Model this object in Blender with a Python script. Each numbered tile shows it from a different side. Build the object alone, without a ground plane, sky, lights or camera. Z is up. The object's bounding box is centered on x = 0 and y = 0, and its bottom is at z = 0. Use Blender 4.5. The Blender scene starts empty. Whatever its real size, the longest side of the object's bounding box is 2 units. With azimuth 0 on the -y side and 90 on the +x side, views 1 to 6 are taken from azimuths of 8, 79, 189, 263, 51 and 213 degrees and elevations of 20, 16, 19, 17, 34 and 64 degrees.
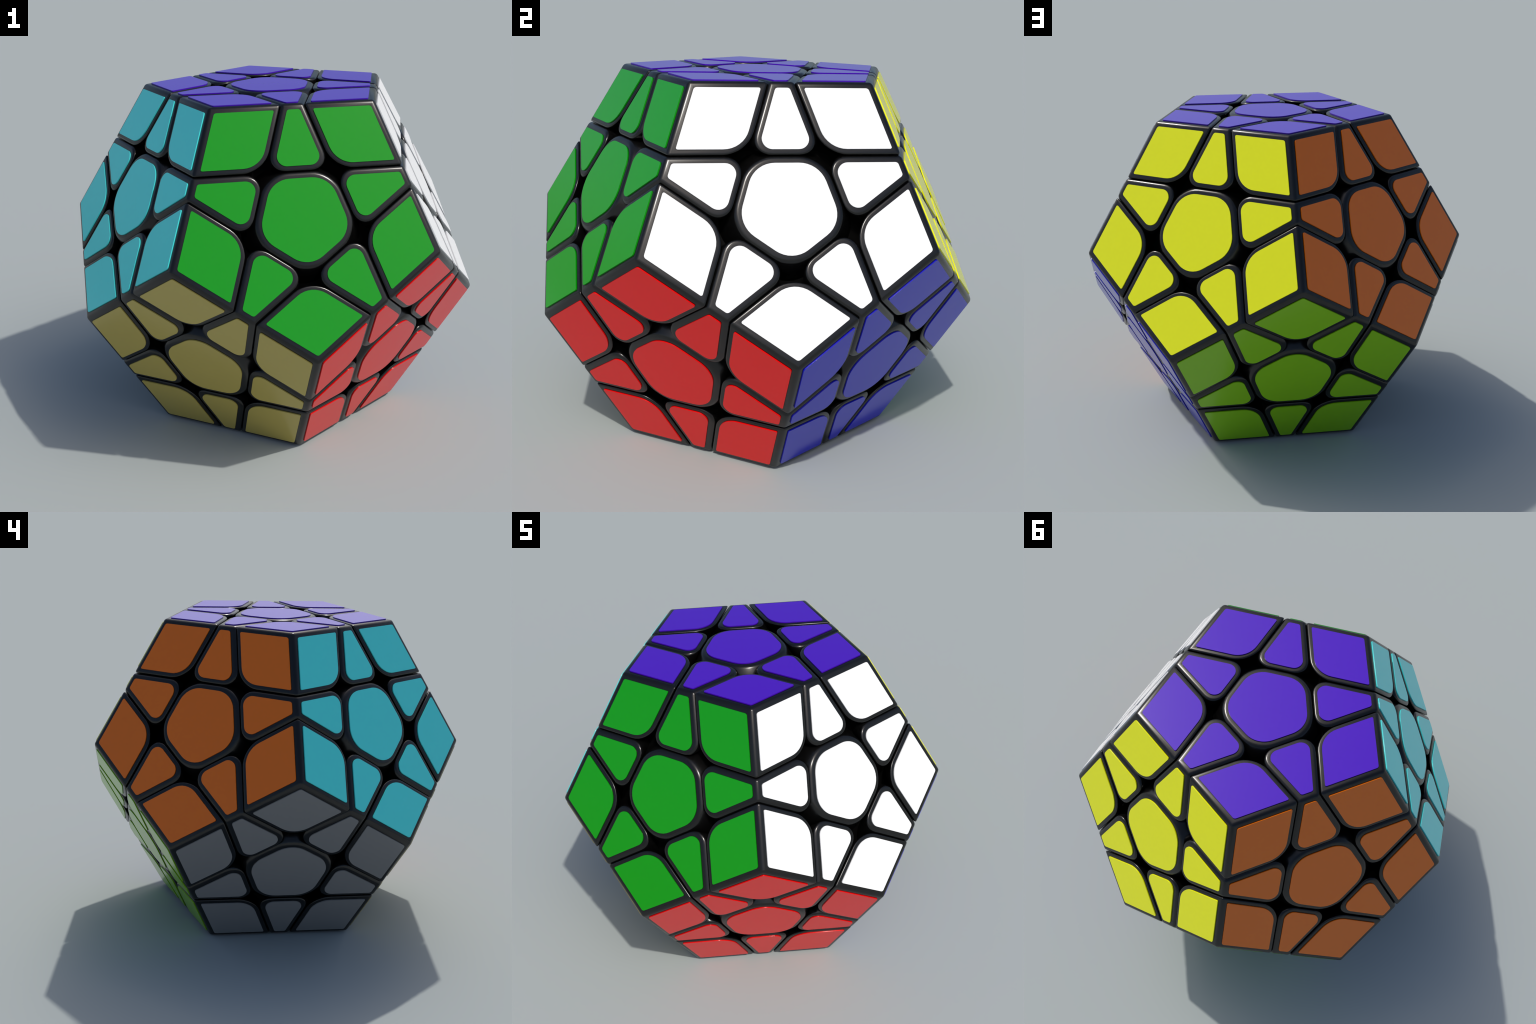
"""Twelve-sided twisty puzzle (dodecahedron): black plastic pieces cut by planes
parallel to the faces, each outer facet carrying a thin coloured sticker."""
import bpy, bmesh, math
from mathutils import Vector, Matrix

# ------------------------------------------------------------------ sizes (m)
FACE_D   = 0.8130            # centre to a plastic face
TOP_D    = 0.8180            # centre to a sticker's outer surface
CENTRE_Z = TOP_D             # bottom stickers rest on the ground
CUT_IN_FACE = 0.20175        # cut line, measured in a face from the face centre
HALF_GAP = 0.0020            # half the slit between neighbouring pieces
BEVEL    = 0.0125            # rounding offset of all outer plastic edges
INSET_IN   = 0.02735         # sticker rim to cut line
STICK_OUT  = 0.4774          # sticker rim next to the dodecahedron's edges
R_CENTER, R_CORNER, R_EDGE = 0.109, 0.108, 0.0415   # big sticker fillets
R_OBTUSE, R_ACUTE = 0.0135, 0.0060                  # small sticker fillets
BEVEL_SEGS = 4               # segments of the outer rounding
CORE_R = 0.768               # ball that closes the star-shaped pits
ARC = 8                      # segments of a big fillet

THETA = math.atan(2.0)       # angle between normals of neighbouring faces
SIN_T, COS_T = math.sin(THETA), math.cos(THETA)
CUT_D = FACE_D * COS_T + CUT_IN_FACE * SIN_T        # centre to a cut plane
BODY_OFF = INSET_IN - HALF_GAP                      # sticker rim to piece wall

# ------------------------------------------------------------ dodecahedron frame
NORMALS = {"top": Vector((0, 0, 1)), "bottom": Vector((0, 0, -1))}
RING = ["green", "white", "yellow", "orange", "cyan"]
OPPOSITE = ["lime", "gray", "beige", "red", "blue"]
for k, (up, low) in enumerate(zip(RING, OPPOSITE)):
    a = math.radians(-72 + 72 * k)
    n = Vector((SIN_T * math.cos(a), SIN_T * math.sin(a), COS_T))
    NORMALS[up] = n
    NORMALS[low] = -n
FACES = list(NORMALS)
COLOUR_OF = {f: f for f in FACES}
COLOUR_OF["top"], COLOUR_OF["bottom"] = "purple", "pink"


def adjacent(a, b):
    return a != b and abs(NORMALS[a].dot(NORMALS[b]) - COS_T) < 1e-4


def frame(z_dir, x_hint):
    """Right-handed rotation whose local z is z_dir and local x leans to x_hint."""
    z = z_dir.normalized()
    x = (x_hint - z * x_hint.dot(z)).normalized()
    y = z.cross(x)
    return Matrix((x, y, z)).transposed()


# ------------------------------------------------------------------- materials
def principled(name, colour, roughness, specular=0.5, variation=0.0):
    m = bpy.data.materials.new(name)
    m.use_nodes = True
    nt = m.node_tree
    b = nt.nodes["Principled BSDF"]
    b.inputs["Roughness"].default_value = roughness
    b.inputs["Specular IOR Level"].default_value = specular
    b.inputs["Base Color"].default_value = (*colour, 1)
    coord = nt.nodes.new("ShaderNodeTexCoord")
    noise = nt.nodes.new("ShaderNodeTexNoise")
    noise.inputs["Scale"].default_value = 60.0
    noise.inputs["Detail"].default_value = 3.0
    nt.links.new(coord.outputs["Object"], noise.inputs["Vector"])
    ramp = nt.nodes.new("ShaderNodeValToRGB")
    lo, hi = 1.0 - variation, 1.0 + variation
    ramp.color_ramp.elements[0].color = (*[min(1, c * lo) for c in colour], 1)
    ramp.color_ramp.elements[1].color = (*[min(1, c * hi) for c in colour], 1)
    ramp.color_ramp.elements[0].position = 0.3
    ramp.color_ramp.elements[1].position = 0.7
    nt.links.new(noise.outputs["Fac"], ramp.inputs["Fac"])
    nt.links.new(ramp.outputs["Color"], b.inputs["Base Color"])
    return m


PALETTE = {                       # linear base colours
    "purple": (0.066, 0.002, 0.490),
    "green":  (0.001, 0.302, 0.001),
    "white":  (0.955, 0.955, 0.955),
    "yellow": (0.935, 0.955, 0.002),
    "orange": (0.825, 0.165, 0.001),
    "cyan":   (0.073, 0.780, 0.775),
    "red":    (0.785, 0.001, 0.001),
    "blue":   (0.006, 0.006, 0.480),
    "beige":  (0.480, 0.380, 0.090),
    "gray":   (0.207, 0.205, 0.207),
    "lime":   (0.215, 0.495, 0.001),
    "pink":   (0.800, 0.150, 0.350),
}
PLASTIC = principled("black_plastic", (0.003, 0.003, 0.003), 0.25, variation=0.10)
CORE_PLASTIC = principled("matt_black_core", (0.002, 0.002, 0.002), 0.55, specular=0.12,
                          variation=0.10)
STICKER_MAT = {c: principled("sticker_" + c, v, 0.20, variation=0.008)
               for c, v in PALETTE.items()}


# ------------------------------------------------------- convex pieces from planes
def clip_solid(planes, size=3.0):
    """Convex solid n.x <= d for every (n, d, tag); returns bmesh, faces keep their tag."""
    bm = bmesh.new()
    tag = bm.faces.layers.int.new("tag")
    bmesh.ops.create_cube(bm, size=size)
    for f in bm.faces:
        f[tag] = -1
    for n, d, t in planes:
        geom = list(bm.verts) + list(bm.edges) + list(bm.faces)
        res = bmesh.ops.bisect_plane(bm, geom=geom, dist=1e-7, plane_co=n * d,
                                     plane_no=n, clear_outer=True)
        cut = [e for e in res["geom_cut"] if isinstance(e, bmesh.types.BMEdge)]
        if cut:
            new = bmesh.ops.contextual_create(bm, geom=cut)["faces"]
            for f in new:
                f[tag] = t
    bmesh.ops.remove_doubles(bm, verts=bm.verts, dist=1e-6)
    bmesh.ops.recalc_face_normals(bm, faces=bm.faces)
    return bm, tag


OUTER, WALL, FLOOR = 1, 2, 3


def round_piece(bm, tag, fillet_for):
    """Big fillets on wall/wall edges, then the common bevel round the outer facets."""
    bm.edges.ensure_lookup_table()
    groups = {}
    for e in bm.edges:
        kinds = sorted(f[tag] for f in e.link_faces)
        if kinds == [WALL, WALL]:
            # only edges that reach an outer facet
            if any(f[tag] == OUTER for v in e.verts for f in v.link_faces):
                off = fillet_for(e)
                if off:
                    groups.setdefault(round(off, 6), []).append(e)
    for off, edges in groups.items():
        bmesh.ops.bevel(bm, geom=edges, offset=off, offset_type="OFFSET",
                        segments=ARC, profile=0.5, affect="EDGES", clamp_overlap=False)
    # fillet strips inherit a tag from a neighbour wall; outer facets stay outer
    rim = [e for e in bm.edges
           if any(f[tag] == OUTER for f in e.link_faces)]
    bmesh.ops.bevel(bm, geom=rim, offset=BEVEL, offset_type="OFFSET", segments=BEVEL_SEGS,
                    profile=0.5, affect="EDGES", clamp_overlap=False, loop_slide=True)
    # flat seat under each sticker, so that shading settles at the sticker's rim
    seats = [f for f in bm.faces if f[tag] == OUTER and
             f.calc_area() > 0.01]
    bmesh.ops.inset_individual(bm, faces=seats, thickness=BODY_OFF - BEVEL + 0.001,
                               use_even_offset=True)
    bmesh.ops.recalc_face_normals(bm, faces=bm.faces)


def to_mesh(bm, name, inverse, material, angle=35):
    bm.transform(inverse)
    me = bpy.data.meshes.new(name)
    bm.to_mesh(me)
    bm.free()
    me.materials.append(material)
    for p in me.polygons:
        p.use_smooth = True
    me.set_sharp_from_angle(angle=math.radians(angle))
    return me


C_OUT = CUT_D + HALF_GAP * SIN_T      # wall of pieces lying beyond a cut
C_IN = CUT_D - HALF_GAP * SIN_T       # wall of pieces lying before a cut


def face_to_wall_radius(r):
    """Sticker fillet grown to the piece wall (concentric arcs)."""
    return r + BODY_OFF


def make_corner(a, b, c):
    na, nb, nc = (NORMALS[x] for x in (a, b, c))
    planes = [(n, FACE_D, OUTER) for n in (na, nb, nc)]
    planes += [(-n, -C_OUT, WALL) for n in (na, nb, nc)]
    bm, tag = clip_solid(planes)
    r = face_to_wall_radius(R_CORNER)
    # tangent length seen in the facet (interior angle 108 deg), measured
    # across the wall it shrinks with the slant of the edge
    round_piece(bm, tag, lambda e: facet_tangent(e, tag, r))
    return bm


def facet_tangent(e, tag, r):
    """Bevel offset so that the trace of the fillet in the outer facet has radius r."""
    for v in e.verts:
        outer = [f for f in v.link_faces if f[tag] == OUTER]
        if not outer:
            continue
        f = outer[0]
        rim = [x for x in v.link_edges if x is not e and f in x.link_faces]
        if len(rim) != 2:
            continue
        d = [(x.other_vert(v).co - v.co).normalized() for x in rim]
        length = r / math.tan(d[0].angle(d[1]) / 2)
        along = (e.other_vert(v).co - v.co).normalized()
        return length * math.sin(d[0].angle(along))
    return 0.0


def make_edge(a, b):
    na, nb = NORMALS[a], NORMALS[b]
    planes = [(na, FACE_D, OUTER), (nb, FACE_D, OUTER),
              (-na, -C_OUT, WALL), (-nb, -C_OUT, WALL)]
    for f in FACES:
        if adjacent(f, a) and adjacent(f, b):
            planes.append((NORMALS[f], C_IN, WALL))
    bm, tag = clip_solid(planes)
    round_piece(bm, tag, lambda e: facet_tangent(e, tag, face_to_wall_radius(R_EDGE)))
    return bm


def make_center(a):
    planes = [(NORMALS[a], FACE_D, OUTER), (-NORMALS[a], -(CUT_D + 0.02), FLOOR)]
    for f in FACES:
        if adjacent(f, a):
            planes.append((NORMALS[f], C_IN, WALL))
    bm, tag = clip_solid(planes)
    round_piece(bm, tag, lambda e: facet_tangent(e, tag, face_to_wall_radius(R_CENTER)))
    return bm


# ------------------------------------------------------------------ stickers
def line_cross(l0, l1):
    """Intersection of two lines (angle, distance) with n = (cos, sin)."""
    (a0, d0), (a1, d1) = l0, l1
    det = math.sin(a1 - a0)
    return Vector(((d0 * math.sin(a1) - d1 * math.sin(a0)) / det,
                   (d1 * math.cos(a0) - d0 * math.cos(a1)) / det))


def fillet_polygon(corners, radii, segs):
    pts = []
    n = len(corners)
    for i in range(n):
        p, q, s = corners[i - 1], corners[i], corners[(i + 1) % n]
        u, w = (p - q).normalized(), (s - q).normalized()
        half = u.angle(w) / 2
        r = radii[i]
        centre = q + (u + w).normalized() * (r / math.sin(half))
        t0, t1 = q + u * r / math.tan(half), q + w * r / math.tan(half)
        v0, v1 = t0 - centre, t1 - centre
        turn = v0.angle_signed(v1)      # clockwise positive in mathutils
        for k in range(segs[i] + 1):
            ang = -turn * k / segs[i]
            pts.append(centre + Vector((v0.x * math.cos(ang) - v0.y * math.sin(ang),
                                        v0.x * math.sin(ang) + v0.y * math.cos(ang))))
    return pts


IN_D, OUT_D = CUT_IN_FACE - INSET_IN, CUT_IN_FACE + INSET_IN
A36, A72 = math.radians(36), math.radians(72)


def sticker_outline(kind):
    """Outline in a face frame: x points from the face centre to the piece."""
    if kind == "center":
        lines = [(k * A72, IN_D) for k in range(5)]
        c = [line_cross(lines[k], lines[(k + 1) % 5]) for k in range(5)]
        return fillet_polygon(c, [R_CENTER] * 5, [ARC] * 5)
    if kind == "edge":
        inner, outer = (math.pi, -OUT_D), (0.0, STICK_OUT)
        left, right = (A72, IN_D), (-A72, IN_D)
        c = [line_cross(inner, right), line_cross(right, outer),
             line_cross(outer, left), line_cross(left, inner)]
        return fillet_polygon(c, [R_EDGE, R_OBTUSE, R_OBTUSE, R_EDGE], [ARC, 4, 4, ARC])
    i0, i1 = (-A36 + math.pi, -OUT_D), (A36 + math.pi, -OUT_D)
    o0, o1 = (-A36, STICK_OUT), (A36, STICK_OUT)
    c = [line_cross(i0, i1), line_cross(i1, o0), line_cross(o0, o1), line_cross(o1, i0)]
    return fillet_polygon(c, [R_CORNER, R_ACUTE, R_OBTUSE, R_ACUTE], [ARC, 4, 4, 4])


def make_sticker(kind):
    """Thin plate, local z outward with z = 0 on the plastic, origin at its middle."""
    pts = sticker_outline(kind)
    mid = sum(pts, Vector((0, 0))) / len(pts)
    if kind == "center":
        mid = Vector((0, 0))
    bm = bmesh.new()
    lo = [bm.verts.new((p.x - mid.x, p.y - mid.y, -0.002)) for p in pts]
    hi = [bm.verts.new((p.x - mid.x, p.y - mid.y, TOP_D - FACE_D)) for p in pts]
    n = len(pts)
    top = bm.faces.new(hi)
    bm.faces.new(list(reversed(lo)))
    for k in range(n):
        bm.faces.new((lo[k], lo[(k + 1) % n], hi[(k + 1) % n], hi[k]))
    bmesh.ops.recalc_face_normals(bm, faces=bm.faces)
    if top.normal.z < 0:
        bmesh.ops.reverse_faces(bm, faces=bm.faces)
    return bm, mid.x


# ------------------------------------------------------------------ assembly
def link(obj):
    bpy.context.scene.collection.objects.link(obj)
    return obj


puzzle = link(bpy.data.objects.new("twisty_puzzle", None))
puzzle["label"] = "black dodecahedron twisty puzzle with twelve coloured sticker faces"
puzzle["category"] = "puzzle toy"
puzzle.empty_display_size = 0.3
CENTRE = Vector((0, 0, CENTRE_Z))

sticker_shape = {}
for kind in ("center", "edge", "corner"):
    bm, off = make_sticker(kind)
    base = to_mesh(bm, "sticker_" + kind, Matrix.Identity(4), PLASTIC, angle=30)
    per_colour = {}
    for cname, mat in STICKER_MAT.items():
        me = base.copy()
        me.materials.clear()
        me.materials.append(mat)
        per_colour[cname] = me
    sticker_shape[kind] = (per_colour, off)


def piece_matrix(kind, faces):
    ns = [NORMALS[f] for f in faces]
    z = sum(ns, Vector()).normalized()
    if kind == "center":
        hint = next(NORMALS[f] for f in FACES if adjacent(f, faces[0]))
        dist = FACE_D
    else:
        hint = ns[0]
        dist = FACE_D / z.dot(ns[0])
    return Matrix.Translation(z * dist) @ frame(z, hint).to_4x4()


def chirality(faces):
    """Order three faces counter-clockwise as seen from outside."""
    a, b, c = faces
    if NORMALS[a].cross(NORMALS[b]).dot(NORMALS[c]) < 0:
        b, c = c, b
    return a, b, c


corners, edges = [], []
for i, a in enumerate(FACES):
    for j in range(i + 1, 12):
        b = FACES[j]
        if not adjacent(a, b):
            continue
        edges.append((a, b))
        for k in range(j + 1, 12):
            c = FACES[k]
            if adjacent(a, c) and adjacent(b, c):
                corners.append(chirality((a, b, c)))

builders = {"center": make_center, "edge": make_edge, "corner": make_corner}
for kind, sets in (("center", [(f,) for f in FACES]), ("edge", edges), ("corner", corners)):
    shared = None
    sticker_by_colour, off = sticker_shape[kind]
    for faces in sets:
        m = piece_matrix(kind, faces)
        if shared is None:
            shared = to_mesh(builders[kind](*faces), kind + "_piece", m.inverted(), PLASTIC,
                             angle=170)
        piece = link(bpy.data.objects.new(kind + "_piece", shared))
        piece.parent = puzzle
        piece.matrix_local = Matrix.Translation(CENTRE) @ m
        for f in faces:
            n = NORMALS[f]
            others = [NORMALS[g] for g in faces if g != f]
            hint = sum(others, Vector()) if others else m.to_3x3().col[0]
            rot = frame(n, hint)
            if kind == "center":
                hint = next(NORMALS[g] for g in FACES if adjacent(g, f))
                rot = frame(n, hint)
            world = Matrix.Translation(n * FACE_D + rot.col[0] * off) @ rot.to_4x4()
            s = link(bpy.data.objects.new("sticker", sticker_by_colour[COLOUR_OF[f]]))
            s.parent = piece
            s.matrix_local = m.inverted() @ world

core_bm = bmesh.new()
bmesh.ops.create_icosphere(core_bm, subdivisions=6, radius=CORE_R)
core = link(bpy.data.objects.new("core", to_mesh(core_bm, "core", Matrix.Identity(4), CORE_PLASTIC)))
core.parent = puzzle
core.location = CENTRE
